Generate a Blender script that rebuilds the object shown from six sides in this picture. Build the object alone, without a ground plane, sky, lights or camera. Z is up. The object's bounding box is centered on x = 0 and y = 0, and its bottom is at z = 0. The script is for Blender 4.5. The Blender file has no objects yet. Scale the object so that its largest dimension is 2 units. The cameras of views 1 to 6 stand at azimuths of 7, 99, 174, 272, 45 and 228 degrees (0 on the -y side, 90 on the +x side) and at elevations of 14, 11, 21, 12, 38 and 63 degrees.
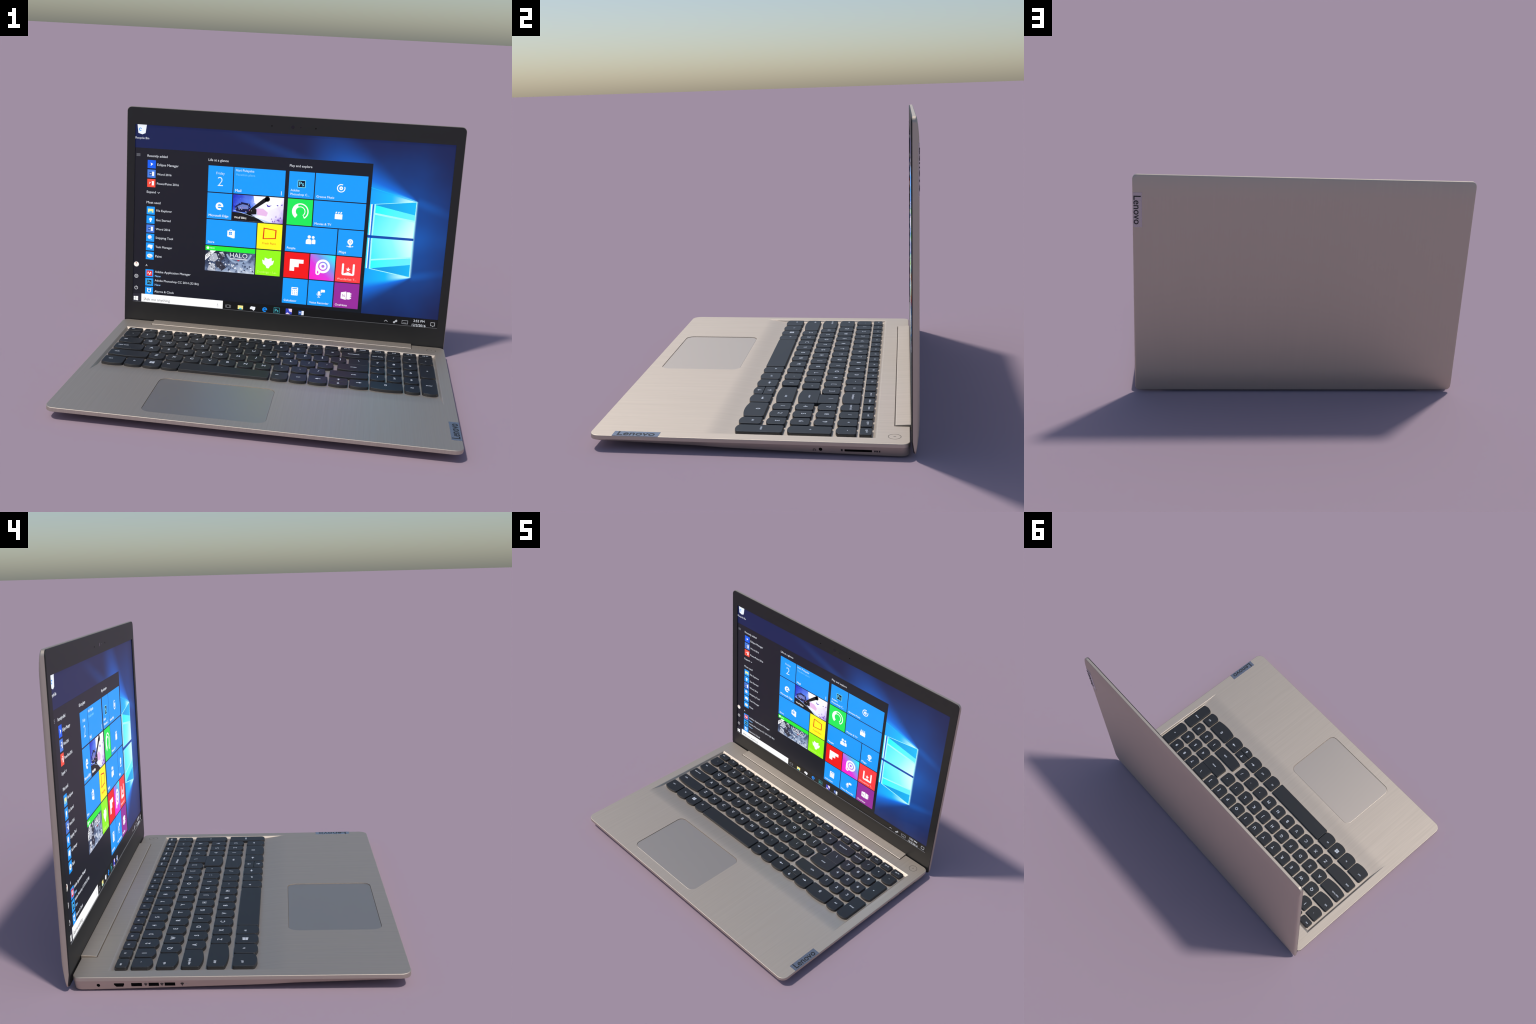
"""An open silver laptop: tapered base with a sunken keyboard, upright lid,
switched-on display.  Metres, z up, width along x, front towards -y."""
import bpy, bmesh, math, random
from mathutils import Vector

# ------------------------------------------------------------------ sizes
DECK_Z = 0.064                      # top of the palm rest
HALF_W = 1.0                        # half width of base and lid
FRONT_Y, REAR_Y = -0.714, 0.675     # base front and rear edge
KEY_TOP, WELL_Z = 0.068, 0.0515
BEZEL_Y, GLASS_Y, LID_BACK_Y = 0.6795, 0.685, 0.7125
LID_Z0, LID_Z1 = 0.0128, 1.399
LID_W = 0.9994                      # half width of the lid
SCREEN = (-0.948, 0.948, 0.1825, 1.295)

SCENE = bpy.context.scene
COLL = SCENE.collection


# ------------------------------------------------------------------ materials
def lin(r, g, b):
    def f(c):
        c /= 255.0
        return c / 12.92 if c <= 0.04045 else ((c + 0.055) / 1.055) ** 2.4
    return (f(r), f(g), f(b), 1.0)


def new_mat(name):
    m = bpy.data.materials.new(name)
    m.use_nodes = True
    nt = m.node_tree
    return m, nt, nt.nodes['Principled BSDF']


def plain(name, color, rough=0.5, metal=0.0, spec=0.5, grain=0.06, scale=220.0):
    """A solid colour broken up by a very fine grain."""
    m, nt, b = new_mat(name)
    n, l = nt.nodes, nt.links
    tc = n.new('ShaderNodeTexCoord')
    no = n.new('ShaderNodeTexNoise')
    no.inputs['Scale'].default_value = scale
    no.inputs['Detail'].default_value = 2.0
    l.new(tc.outputs['Object'], no.inputs['Vector'])
    mr = n.new('ShaderNodeMapRange')
    mr.inputs['To Min'].default_value = 1.0 - grain
    mr.inputs['To Max'].default_value = 1.0 + grain
    l.new(no.outputs['Fac'], mr.inputs['Value'])
    mx = n.new('ShaderNodeVectorMath')
    mx.operation = 'SCALE'
    mx.inputs[0].default_value = color[:3]
    l.new(mr.outputs['Result'], mx.inputs['Scale'])
    l.new(mx.outputs['Vector'], b.inputs['Base Color'])
    b.inputs['Roughness'].default_value = rough
    b.inputs['Metallic'].default_value = metal
    b.inputs['Specular IOR Level'].default_value = spec
    return m


def brushed_metal(name, color, rough, metal, streak=0.046, rough_var=0.026):
    """Anodised aluminium brushed front to back (and up the lid)."""
    m, nt, b = new_mat(name)
    n, l = nt.nodes, nt.links
    tc = n.new('ShaderNodeTexCoord')
    total = None
    for sx, sy, w in ((130.0, 2.4, 0.55), (55.0, 1.4, 0.30), (380.0, 5.0, 0.15)):
        mp = n.new('ShaderNodeMapping')
        mp.inputs['Scale'].default_value = (sx, sy, sy)
        l.new(tc.outputs['Object'], mp.inputs['Vector'])
        no = n.new('ShaderNodeTexNoise')
        no.inputs['Scale'].default_value = 1.0
        no.inputs['Detail'].default_value = 3.0
        l.new(mp.outputs['Vector'], no.inputs['Vector'])
        ma = n.new('ShaderNodeMath')
        ma.operation = 'MULTIPLY_ADD'
        ma.inputs[1].default_value = w
        l.new(no.outputs['Fac'], ma.inputs[0])
        if total is None:
            ma.inputs[2].default_value = 0.0
        else:
            l.new(total, ma.inputs[2])
        total = ma.outputs[0]
    mr = n.new('ShaderNodeMapRange')
    mr.inputs['From Min'].default_value = 0.3
    mr.inputs['From Max'].default_value = 0.7
    mr.inputs['To Min'].default_value = 1.0 - streak
    mr.inputs['To Max'].default_value = 1.0 + streak
    l.new(total, mr.inputs['Value'])
    mx = n.new('ShaderNodeVectorMath')
    mx.operation = 'SCALE'
    mx.inputs[0].default_value = color[:3]
    l.new(mr.outputs['Result'], mx.inputs['Scale'])
    l.new(mx.outputs['Vector'], b.inputs['Base Color'])
    rr = n.new('ShaderNodeMapRange')
    rr.inputs['From Min'].default_value = 0.3
    rr.inputs['From Max'].default_value = 0.7
    rr.inputs['To Min'].default_value = rough + rough_var
    rr.inputs['To Max'].default_value = rough - rough_var
    l.new(total, rr.inputs['Value'])
    l.new(rr.outputs['Result'], b.inputs['Roughness'])
    b.inputs['Metallic'].default_value = metal
    return m


GLOW, BODY = 0.90, 0.25     # how much of a pixel's colour is given off / reflected


def wire_screen(nt, b, color_socket):
    n, l = nt.nodes, nt.links
    sc = n.new('ShaderNodeVectorMath')
    sc.operation = 'SCALE'
    sc.inputs['Scale'].default_value = BODY
    l.new(color_socket, sc.inputs[0])
    l.new(sc.outputs['Vector'], b.inputs['Base Color'])
    # the glass itself adds a little sheen, so the light given off is that much less
    su = n.new('ShaderNodeVectorMath')
    su.operation = 'SUBTRACT'
    su.inputs[1].default_value = (0.0130, 0.0130, 0.0150)
    l.new(color_socket, su.inputs[0])
    mxm = n.new('ShaderNodeVectorMath')
    mxm.operation = 'MAXIMUM'
    mxm.inputs[1].default_value = (0.0, 0.0, 0.0)
    l.new(su.outputs['Vector'], mxm.inputs[0])
    l.new(mxm.outputs['Vector'], b.inputs['Emission Color'])
    b.inputs['Emission Strength'].default_value = GLOW
    b.inputs['Roughness'].default_value = 0.45
    b.inputs['Specular IOR Level'].default_value = 0.5


_lit = {}


def lit(r, g, b_):
    """A lit area of the display of one colour."""
    key = (r, g, b_)
    if key not in _lit:
        m, nt, b = new_mat('display_%d_%d_%d' % key)
        rgb = nt.nodes.new('ShaderNodeRGB')
        rgb.outputs[0].default_value = lin(r, g, b_)
        wire_screen(nt, b, rgb.outputs[0])
        _lit[key] = m
    return _lit[key]


def lit_gradient(name, stops, p0, p1, noise=0.0, nscale=20.0):
    """A lit area whose colour runs along the line p0 -> p1 (x, z)."""
    m, nt, b = new_mat(name)
    n, l = nt.nodes, nt.links
    tc = n.new('ShaderNodeTexCoord')
    d = Vector((p1[0] - p0[0], 0, p1[1] - p0[1]))
    dp = n.new('ShaderNodeVectorMath')
    dp.operation = 'DOT_PRODUCT'
    dp.inputs[1].default_value = d / d.length_squared
    l.new(tc.outputs['Object'], dp.inputs[0])
    off = n.new('ShaderNodeMath')
    off.operation = 'SUBTRACT'
    off.inputs[1].default_value = (p0[0] * d.x + p0[1] * d.z) / d.length_squared
    l.new(dp.outputs['Value'], off.inputs[0])
    fac = off.outputs[0]
    if noise:
        no = n.new('ShaderNodeTexNoise')
        no.inputs['Scale'].default_value = nscale
        no.inputs['Detail'].default_value = 4.0
        l.new(tc.outputs['Object'], no.inputs['Vector'])
        ad = n.new('ShaderNodeMath')
        ad.operation = 'MULTIPLY_ADD'
        ad.inputs[1].default_value = noise
        l.new(no.outputs['Fac'], ad.inputs[0])
        su = n.new('ShaderNodeMath')
        su.operation = 'SUBTRACT'
        su.inputs[1].default_value = noise * 0.5
        l.new(fac, su.inputs[0])
        l.new(su.outputs[0], ad.inputs[2])
        fac = ad.outputs[0]
    cr = n.new('ShaderNodeValToRGB')
    el = cr.color_ramp.elements
    while len(el) < len(stops):
        el.new(0.5)
    for e, (pos, col) in zip(el, stops):
        e.position = pos
        e.color = lin(*col)
    l.new(fac, cr.inputs['Fac'])
    wire_screen(nt, b, cr.outputs['Color'])
    return m


def wallpaper_material():
    """Night-blue desktop with light fanning out of a glowing window."""
    m, nt, b = new_mat('display_wallpaper')
    n, l = nt.nodes, nt.links
    tc = n.new('ShaderNodeTexCoord')
    sep = n.new('ShaderNodeSeparateXYZ')
    l.new(tc.outputs['Object'], sep.inputs[0])
    X, Z = sep.outputs['X'], sep.outputs['Z']

    def math_(op, a, b2=0.0, c=None):
        k = n.new('ShaderNodeMath')
        k.operation = op
        for i, v in enumerate((a, b2, c)):
            if v is None:
                continue
            if isinstance(v, (int, float)):
                k.inputs[i].default_value = v
            else:
                l.new(v, k.inputs[i])
        return k.outputs[0]

    def smooth(v, lo, hi, a, c):
        k = n.new('ShaderNodeMapRange')
        k.interpolation_type = 'SMOOTHSTEP'
        for nm, val in (('From Min', lo), ('From Max', hi), ('To Min', a), ('To Max', c)):
            k.inputs[nm].default_value = val
        l.new(v, k.inputs['Value'])
        return k.outputs['Result']

    def mix(fac, c1, c2):
        k = n.new('ShaderNodeMix')
        k.data_type = 'RGBA'
        l.new(fac, k.inputs['Factor'])
        for s, c in ((k.inputs[6], c1), (k.inputs[7], c2)):
            if isinstance(c, tuple):
                s.default_value = c
            else:
                l.new(c, s)
        return k.outputs[2]

    # soft cloud of blue around the window
    dx = math_('DIVIDE', math_('SUBTRACT', X, 0.60), 0.62)
    dz = math_('DIVIDE', math_('SUBTRACT', Z, 0.74), 0.62)
    d = math_('SQRT', math_('ADD', math_('MULTIPLY', dx, dx), math_('MULTIPLY', dz, dz)))
    no = n.new('ShaderNodeTexNoise')
    no.inputs['Scale'].default_value = 3.5
    no.inputs['Detail'].default_value = 3.0
    l.new(tc.outputs['Object'], no.inputs['Vector'])
    d = math_('ADD', d, math_('MULTIPLY', math_('SUBTRACT', no.outputs['Fac'], 0.5), 0.35))
    haze = smooth(d, 0.1, 1.05, 1.0, 0.0)
    col = mix(haze, lin(33, 40, 82), lin(30, 78, 158))
    # light fanning out of the window's two outer corners
    run = math_('SUBTRACT', 0.772, X)
    lim = math_('MAXIMUM', run, 0.0001)
    up = math_('ARCTAN2', math_('SUBTRACT', Z, 0.946), lim)
    down = math_('ARCTAN2', math_('SUBTRACT', 0.486, Z), lim)
    ang = math_('MAXIMUM', up, math_('MULTIPLY', down, 1.15))
    start = smooth(run, 0.0, 0.05, 0.0, 1.0)
    start = math_('MULTIPLY', start, smooth(run, 0.28, 0.72, 1.0, 0.0))
    fan = math_('MULTIPLY', smooth(ang, 0.14, 0.78, 1.0, 0.0), start)
    col = mix(fan, col, lin(30, 122, 245))
    core = math_('MULTIPLY', smooth(ang, 0.14, 0.40, 1.0, 0.0), start)
    col = mix(math_('MULTIPLY', core, smooth(run, 0.05, 0.36, 1.0, 0.38)), col, lin(31, 200, 255))
    spot = math_('MULTIPLY', smooth(ang, 0.04, 0.34, 1.0, 0.0), smooth(run, 0.03, 0.17, 1.0, 0.0))
    col = mix(math_('MULTIPLY', spot, smooth(run, 0.005, 0.025, 0.0, 1.0)), col, lin(205, 253, 255))
    # one pale ray crossing the dark top strip
    ray = math_('ADD', math_('MULTIPLY', math_('SUBTRACT', X, -0.10), 0.32), math_('SUBTRACT', Z, 1.20))
    ray = math_('MULTIPLY', smooth(math_('ABSOLUTE', ray), 0.0, 0.05, 1.0, 0.0), smooth(X, -0.5, 0.1, 0.0, 0.45))
    ray = math_('MULTIPLY', ray, smooth(X, 0.1, 0.5, 1.0, 0.0))
    col = mix(ray, col, lin(34, 72, 140))
    for ox, oz, slope, w0, x_end in ((0.756, 0.946, -0.34, 0.045, 0.95), (0.753, 0.486, 0.20, 0.040, 0.95), (0.753, 0.72, 0.02, 0.12, 0.90)):
        off = math_('SUBTRACT', math_('SUBTRACT', Z, oz), math_('MULTIPLY', math_('SUBTRACT', X, ox), slope))
        beam = math_('MULTIPLY', smooth(math_('ABSOLUTE', off), 0.0, w0, 0.5, 0.0), smooth(X, ox, ox + 0.02, 0.0, 1.0))
        col = mix(math_('MULTIPLY', beam, smooth(X, ox + 0.02, x_end, 1.0, 0.25)), col, lin(32, 98, 190))
    wire_screen(nt, b, col)
    return m


M_COL, M_ROUGH, M_METAL = (0.615, 0.535, 0.455), 0.60, 1.0
METAL = brushed_metal('brushed_aluminium', M_COL, M_ROUGH, M_METAL)
METAL_LID = brushed_metal('brushed_aluminium_lid', M_COL, M_ROUGH, M_METAL, streak=0.008, rough_var=0.006)
PAD = plain('trackpad_satin', (0.60, 0.525, 0.455), rough=0.50, metal=1.0, grain=0.01)
KEY = plain('key_plastic', (0.0155, 0.0165, 0.0190), rough=0.46, grain=0.05)
BLACK = plain('bezel_plastic', (0.0125, 0.0125, 0.0120), rough=0.5, grain=0.05)
HOLE = plain('port_black', (0.002, 0.002, 0.002), rough=0.9, spec=0.1)
LEGEND = plain('legend_white', (0.62, 0.65, 0.70), rough=0.5, grain=0.0)
TAG = plain('tag_blue_grey', (0.49, 0.485, 0.505), rough=0.22, metal=0.9, grain=0.12, scale=420)
INK = plain('tag_ink', (0.018, 0.018, 0.020), rough=0.5, grain=0.0)
MARK = plain('port_marking', (0.03, 0.027, 0.027), rough=0.6, grain=0.0)
LED = plain('led_window', (0.45, 0.45, 0.48), rough=0.4, grain=0.0)
LENS = plain('camera_glass', (0.008, 0.007, 0.016), rough=0.15, grain=0.0)


# ------------------------------------------------------------------ building
def add(name, mesh, parent, mat=None, angle=30.0, loc=None):
    ob = bpy.data.objects.new(name, mesh)
    COLL.objects.link(ob)
    ob.parent = parent
    if loc is not None:
        ob.location = loc
    if mat is not None and not mesh.materials:
        mesh.materials.append(mat)
    if angle and mesh.polygons:
        mesh.polygons.foreach_set('use_smooth', [True] * len(mesh.polygons))
        mesh.set_sharp_from_angle(angle=math.radians(angle))
    return ob


def make_mesh(name, verts, faces, fix=True):
    me = bpy.data.meshes.new(name)
    me.from_pydata([tuple(v) for v in verts], [], faces)
    if fix:
        bm = bmesh.new()
        bm.from_mesh(me)
        bmesh.ops.recalc_face_normals(bm, faces=bm.faces)
        bm.to_mesh(me)
        bm.free()
    me.update()
    return me


def loft(rings, closed=True):
    """Faces through rings of equal length; both ends capped."""
    n = len(rings[0])
    verts = [p for r in rings for p in r]
    faces = []
    for i in range(len(rings) - 1):
        a, b = i * n, (i + 1) * n
        for j in range(n):
            k = (j + 1) % n
            faces.append((a + j, a + k, b + k, b + j))
    if closed:
        faces.append(tuple(range(n))[::-1])
        faces.append(tuple(range((len(rings) - 1) * n, len(rings) * n)))
    return verts, faces


def rounded_rect(x0, x1, y0, y1, r, seg=6, side_breaks=()):
    """Counter-clockwise outline; r is one radius or (front, rear) radii.
    side_breaks adds points at those y along both sides."""
    rf, rr = r if isinstance(r, tuple) else (r, r)
    pts = []

    def arc(cx, cy, rad, a0):
        for i in range(seg + 1):
            a = math.radians(a0 + 90.0 * i / seg)
            pts.append((cx + rad * math.cos(a), cy + rad * math.sin(a)))
    arc(x0 + rf, y0 + rf, rf, 180)
    arc(x1 - rf, y0 + rf, rf, 270)
    for y in side_breaks:
        pts.append((x1, y))
    arc(x1 - rr, y1 - rr, rr, 0)
    arc(x0 + rr, y1 - rr, rr, 90)
    for y in reversed(side_breaks):
        pts.append((x0, y))
    return pts


def piecewise(points):
    def f(t):
        if t <= points[0][0]:
            return points[0][1]
        for (a, va), (b, vb) in zip(points, points[1:]):
            if t <= b:
                return va + (vb - va) * (t - a) / (b - a)
        return points[-1][1]
    return f


def prism_xy(outline, z0, z1):
    return loft([[(x, y, z0) for x, y in outline], [(x, y, z1) for x, y in outline]])


def merge(parts):
    verts, faces = [], []
    for v, f in parts:
        o = len(verts)
        verts += list(v)
        faces += [tuple(i + o for i in q) for q in f]
    return verts, faces


def circle(cx, cy, r, n=24):
    return [(cx + r * math.cos(2 * math.pi * i / n), cy + r * math.sin(2 * math.pi * i / n)) for i in range(n)]


def carve(body, cutter_parts):
    """Subtract the cutters and give the result area-weighted normals."""
    v, f = merge(cutter_parts)
    cme = make_mesh('cutter', v, f)
    cob = bpy.data.objects.new('cutter', cme)
    bob = bpy.data.objects.new('body', body)
    for o in (cob, bob):
        COLL.objects.link(o)
    md = bob.modifiers.new('cut', 'BOOLEAN')
    md.operation = 'DIFFERENCE'
    md.solver = 'EXACT'
    md.object = cob
    dg = bpy.context.evaluated_depsgraph_get()
    dg.update()
    out = bpy.data.meshes.new_from_object(bob.evaluated_get(dg))
    for o in (cob, bob):
        bpy.data.objects.remove(o)
    return out


def weighted(mesh, angle=35.0):
    mesh.polygons.foreach_set('use_smooth', [True] * len(mesh.polygons))
    mesh.set_sharp_from_angle(angle=math.radians(angle))
    ob = bpy.data.objects.new('weigh', mesh)
    COLL.objects.link(ob)
    md = ob.modifiers.new('w', 'WEIGHTED_NORMAL')
    md.mode = 'FACE_AREA'
    md.weight = 100
    md.keep_sharp = True
    dg = bpy.context.evaluated_depsgraph_get()
    dg.update()
    out = bpy.data.meshes.new_from_object(ob.evaluated_get(dg))
    bpy.data.objects.remove(ob)
    return out


# lettering: the built-in font, turned into mesh once per string
_glyphs = {}


def glyphs(text, bold):
    if (text, bold) not in _glyphs:
        cu = bpy.data.curves.new('lettering', 'FONT')
        cu.body = text
        cu.size = 1.0
        cu.resolution_u = 3
        cu.offset = bold
        ob = bpy.data.objects.new('lettering', cu)
        COLL.objects.link(ob)
        dg = bpy.context.evaluated_depsgraph_get()
        dg.update()
        ev = ob.evaluated_get(dg)
        me = ev.to_mesh()
        vs = [(v.co.x, v.co.y) for v in me.vertices]
        fs = [tuple(p.vertices) for p in me.polygons]
        ev.to_mesh_clear()
        bpy.data.objects.remove(ob)
        bpy.data.curves.remove(cu)
        _glyphs[text, bold] = (vs, fs)
    return _glyphs[text, bold]


def text_shape(text, width=None, size=None, bold=0.012):
    """2D letters centred on their own box; fitted to a width or a font size."""
    vs, fs = glyphs(text, bold)
    xs, ys = [v[0] for v in vs], [v[1] for v in vs]
    w = max(xs) - min(xs)
    s = width / w if width else size
    cx, cy = (max(xs) + min(xs)) / 2, (max(ys) + min(ys)) / 2
    return [((x - cx) * s, (y - cy) * s) for x, y in vs], fs


def raise_shape(flat, faces, thick=0.0004):
    """Give a flat 2D shape a little depth: front at z=thick, walls to 0."""
    n = len(flat)
    verts = [(x, y, thick) for x, y in flat] + [(x, y, 0.0) for x, y in flat]
    count = {}
    for f in faces:
        for a, b in zip(f, f[1:] + f[:1]):
            count[(a, b)] = count.get((a, b), 0) + 1
    out = [tuple(f) for f in faces]
    for (a, b) in count:
        if (b, a) not in count:
            out.append((b, a, a + n, b + n))
    return verts, out


def place(verts, origin, right, up, normal):
    o, r, u, n = map(Vector, (origin, right, up, normal))
    return [o + r * x + u * y + n * z for x, y, z in verts]


# ------------------------------------------------------------------ the thing
laptop = bpy.data.objects.new('laptop_computer', None)
COLL.objects.link(laptop)
laptop['label'] = 'open silver laptop with dark keys and a lit desktop screen'
laptop['category'] = 'laptop'

# ------------------------------------------------------------------ base case
belly = piecewise([(-0.714, 0.0315), (-0.60, 0.0300), (-0.24, 0.0208), (-0.12, 0.0152),
                   (0.15, 0.0090), (0.40, 0.0035), (0.60, 0.0), (0.68, 0.0)])
BREAKS = (-0.60, -0.42, -0.24, -0.18, -0.12, 0.02, 0.15, 0.28, 0.40, 0.50, 0.60)


def base_ring(z, s, f, r):
    o = rounded_rect(-HALF_W + s, HALF_W - s, FRONT_Y + f, REAR_Y - r, (0.046, 0.034), 8, BREAKS)
    return [(x, y, z(y) if callable(z) else z) for x, y in o]


def lip(z):
    """The rim is a little deeper along the front edge."""
    return lambda y: z - 0.0034 * min(1.0, max(0.0, (-0.60 - y) / 0.10))


base_rings = [
    base_ring(belly, 0.040, 0.055, 0.020),
    base_ring(lambda y: belly(y) + 0.0008, 0.025, 0.036, 0.010),
    base_ring(lambda y: belly(y) + 0.0040, 0.0160, 0.022, 0.005),
    base_ring(lip(0.0445), 0.0022, 0.006, 0.0012),
    base_ring(lip(0.0462), 0.0004, 0.001, 0.0003),
    base_ring(lip(0.0475), 0.0, 0.0, 0.0),
    base_ring(0.0606, 0.0, 0.0, 0.0),
    base_ring(0.0624, 0.0006, 0.0006, 0.0006),
    base_ring(0.0635, 0.0017, 0.0017, 0.0017),
    base_ring(DECK_Z, 0.0034, 0.0034, 0.0034),
]
base_mesh = make_mesh('base_case', *loft(base_rings))


def side_x(z):
    """Half width of the case at height z on its lower side wall."""
    return piecewise([(0.004, 0.9840), (0.0445, 0.9978), (0.0475, 1.0)])(z)


# keyboard well: flat floor, soft S-shaped walls, a ramp up to the palm rest
WELL_X, WELL_Y0, WELL_Y1, WALL = 0.9420, -0.213, 0.5360, 0.0150
WELL_DEPTH = DECK_Z - WELL_Z


def ease(t):
    return t * t * (3.0 - 2.0 * t)


def ease_inverse(v):
    lo, hi = 0.0, 1.0
    for _ in range(40):
        mid = (lo + hi) / 2
        lo, hi = (mid, hi) if ease(mid) < v else (lo, mid)
    return lo


def well_section(y, u):
    """Cross-section at y whose floor lies at wall parameter u (0 floor, 1 deck)."""
    half = []
    for i in range(11):
        k = u + (1.0 - u) * i / 10
        half.append((WELL_X - WALL * (1.0 - k), WELL_Z + WELL_DEPTH * ease(k) + (0.00006 if i == 10 else 0.0)))
    half.append((WELL_X + 0.001, 0.070))
    return [(-x, y, z) for x, z in reversed(half)] + [(x, y, z) for x, z in half]


RAMP_Y = -0.075
sections = []
for i in range(25):                                     # ramp, front to back
    t = 1.0 - i / 24
    y = RAMP_Y + (WELL_Y0 - RAMP_Y) * t
    sections.append(well_section(y, min(0.985, ease_inverse(0.4 * (1.5 * t - 0.5 * t ** 3) + 0.6 * ease(t)))))
for i in range(11):                                     # rear wall: wider and straighter
    k = i / 10
    sections.append(well_section(WELL_Y1 - 0.0190 * (1.0 - k), min(0.992, ease_inverse(0.65 * k + 0.35 * ease(k)))))
cutters = [loft(sections)]

PAD_BOX = (-0.5420, 0.0725, -0.6455, -0.2165)
cutters.append(prism_xy(rounded_rect(*PAD_BOX, 0.043, 8), DECK_Z - 0.006, DECK_Z + 0.01))
# power button: a ring groove and a slit
BUTTON = (0.921, 0.610)
n = 40
ring_v, ring_f = [], []
for r_, z_ in ((0.0256, 0.07), (0.0280, 0.07), (0.0280, 0.0600), (0.0256, 0.0600)):
    ring_v += [(x, y, z_) for x, y in circle(*BUTTON, r_, n)]
for k in range(4):
    for i in range(n):
        a, b = k * n, ((k + 1) % 4) * n
        ring_f.append((a + i, a + (i + 1) % n, b + (i + 1) % n, b + i))
cutters.append((ring_v, ring_f))
# hinge slot
cutters.append(prism_xy([(-0.8065, 0.6068), (0.8065, 0.6068), (0.8065, 0.70), (-0.8065, 0.70)], 0.048, 0.08))


def side_cutter(outline, sign):
    """outline in (y, z), pushed through the side wall."""
    return loft([[(sign * 0.962, y, z) for y, z in outline], [(sign * 1.02, y, z) for y, z in outline]])


def box2(a0, a1, b0, b1):
    return [(a0, b0), (a1, b0), (a1, b1), (a0, b1)]


ports = {
    'audio_jack': (1, circle(0.3023, 0.0274, 0.0078)),
    'card_slot': (1, box2(0.4026, 0.5172, 0.0210, 0.0302)),
    'power_socket': (-1, circle(0.5675, 0.0250, 0.0074)),
    'video_port': (-1, [(0.5030, 0.0328), (0.4609, 0.0328), (0.4609, 0.0262), (0.4662, 0.0180), (0.4943, 0.0180), (0.5030, 0.0262)]),
    'usb_port': (-1, box2(0.3878, 0.4324, 0.0195, 0.0336)),
    'usb_port.001': (-1, box2(0.3179, 0.3605, 0.0197, 0.0340)),
    'usb_port.002': (-1, box2(0.2512, 0.2946, 0.0204, 0.0342)),
}
def taller(outline, k):
    cz_ = (max(p[1] for p in outline) + min(p[1] for p in outline)) / 2
    return [(y, cz_ + (z - cz_) * k) for y, z in outline]


ports = {nm: (s_, taller(o_, 1.10 if len(o_) > 12 else 1.26)) for nm, (s_, o_) in ports.items()}
for s_, o_ in ports.values():
    cutters.append(side_cutter(o_, s_))
base_mesh = weighted(carve(base_mesh, cutters))
base_mesh.name = 'base_case'
base = add('base_case', base_mesh, laptop, METAL, angle=None)


def shrink(outline, d):
    cx = sum(p[0] for p in outline) / len(outline)
    cy = sum(p[1] for p in outline) / len(outline)
    out = []
    for x, y in outline:
        L = math.hypot(x - cx, y - cy)
        out.append((cx + (x - cx) * (1 - d / L), cy + (y - cy) * (1 - d / L)))
    return out


for nm, (s_, o_) in ports.items():
    v, f = loft([[(s_ * 0.9625, y, z) for y, z in shrink(o_, 0.0002)], [(s_ * (side_x(z) - 0.0012), y, z) for y, z in shrink(o_, 0.0002)]])
    add(nm, make_mesh(nm.split('.')[0], v, f), base, HOLE)


def on_side(parts2d, sign):
    """Flat (y, z) polygons laid on the sloping side wall."""
    verts, faces = [], []
    for poly in parts2d:
        o = len(verts)
        verts += [(sign * (side_x(z) + 0.0009), y, z) for y, z in poly]
        m_ = len(verts) - o
        verts += [(sign * (side_x(z) - 0.0006), y, z) for y, z in poly]
        faces.append(tuple(range(o, o + m_)))
        for i in range(m_):
            j = (i + 1) % m_
            faces.append((o + j, o + i, o + m_ + i, o + m_ + j))
    return verts, faces


def usb_symbol(cy, cz, h):
    """The three-pronged bus symbol, pointing up."""
    w = h * 0.07
    t = [box2(cy - w, cy + w, cz - h * 0.30, cz + h * 0.36),
         [(cy - 2.4 * w, cz + h * 0.30), (cy + 2.4 * w, cz + h * 0.30), (cy, cz + h * 0.5)],
         circle(cy, cz - h * 0.38, h * 0.13, 10)]
    for s in (-1, 1):
        t.append([(cy, cz - h * 0.22), (cy, cz - h * 0.06), (cy + s * h * 0.30, cz + h * 0.10), (cy + s * h * 0.30, cz - h * 0.04)])
        t.append(box2(cy + s * h * 0.30 - w, cy + s * h * 0.30 + w, cz - h * 0.04, cz + h * 0.20))
        t.append(box2(cy + s * h * 0.30 - 1.8 * w, cy + s * h * 0.30 + 1.8 * w, cz + h * 0.14, cz + h * 0.28))
    return t


for k, (cy, cz) in enumerate(((0.3719, 0.0275), (0.3055, 0.0275), (0.2222, 0.0270))):
    add('port_symbol', make_mesh('port_symbol', *on_side(usb_symbol(cy, cz, 0.0155), -1), fix=False), base, MARK, angle=None)
# headphone symbol, card symbols
hp = []
for i in range(8):
    a0, a1 = math.pi * i / 8, math.pi * (i + 1) / 8
    hp.append([(0.2755 + r_ * math.cos(a), 0.0245 + r_ * math.sin(a)) for r_, a in ((0.0042, a0), (0.0055, a0), (0.0055, a1), (0.0042, a1))])
hp += [box2(0.2700, 0.2728, 0.0200, 0.0248), box2(0.2785, 0.2812, 0.0200, 0.0248)]
add('port_symbol', make_mesh('port_symbol', *on_side(hp, 1), fix=False), base, MARK, angle=None)
for boxes in ([box2(0.3877, 0.3954, 0.0212, 0.0320)],
              [box2(0.5262, 0.5300, 0.0212, 0.0292), box2(0.5310, 0.5345, 0.0225, 0.0292), box2(0.5355, 0.5418, 0.0212, 0.0292)],
              [box2(0.5456, 0.5515, 0.0208, 0.0294)]):
    add('port_symbol', make_mesh('port_symbol', *on_side(boxes, 1), fix=False), base, MARK, angle=None)
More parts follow.
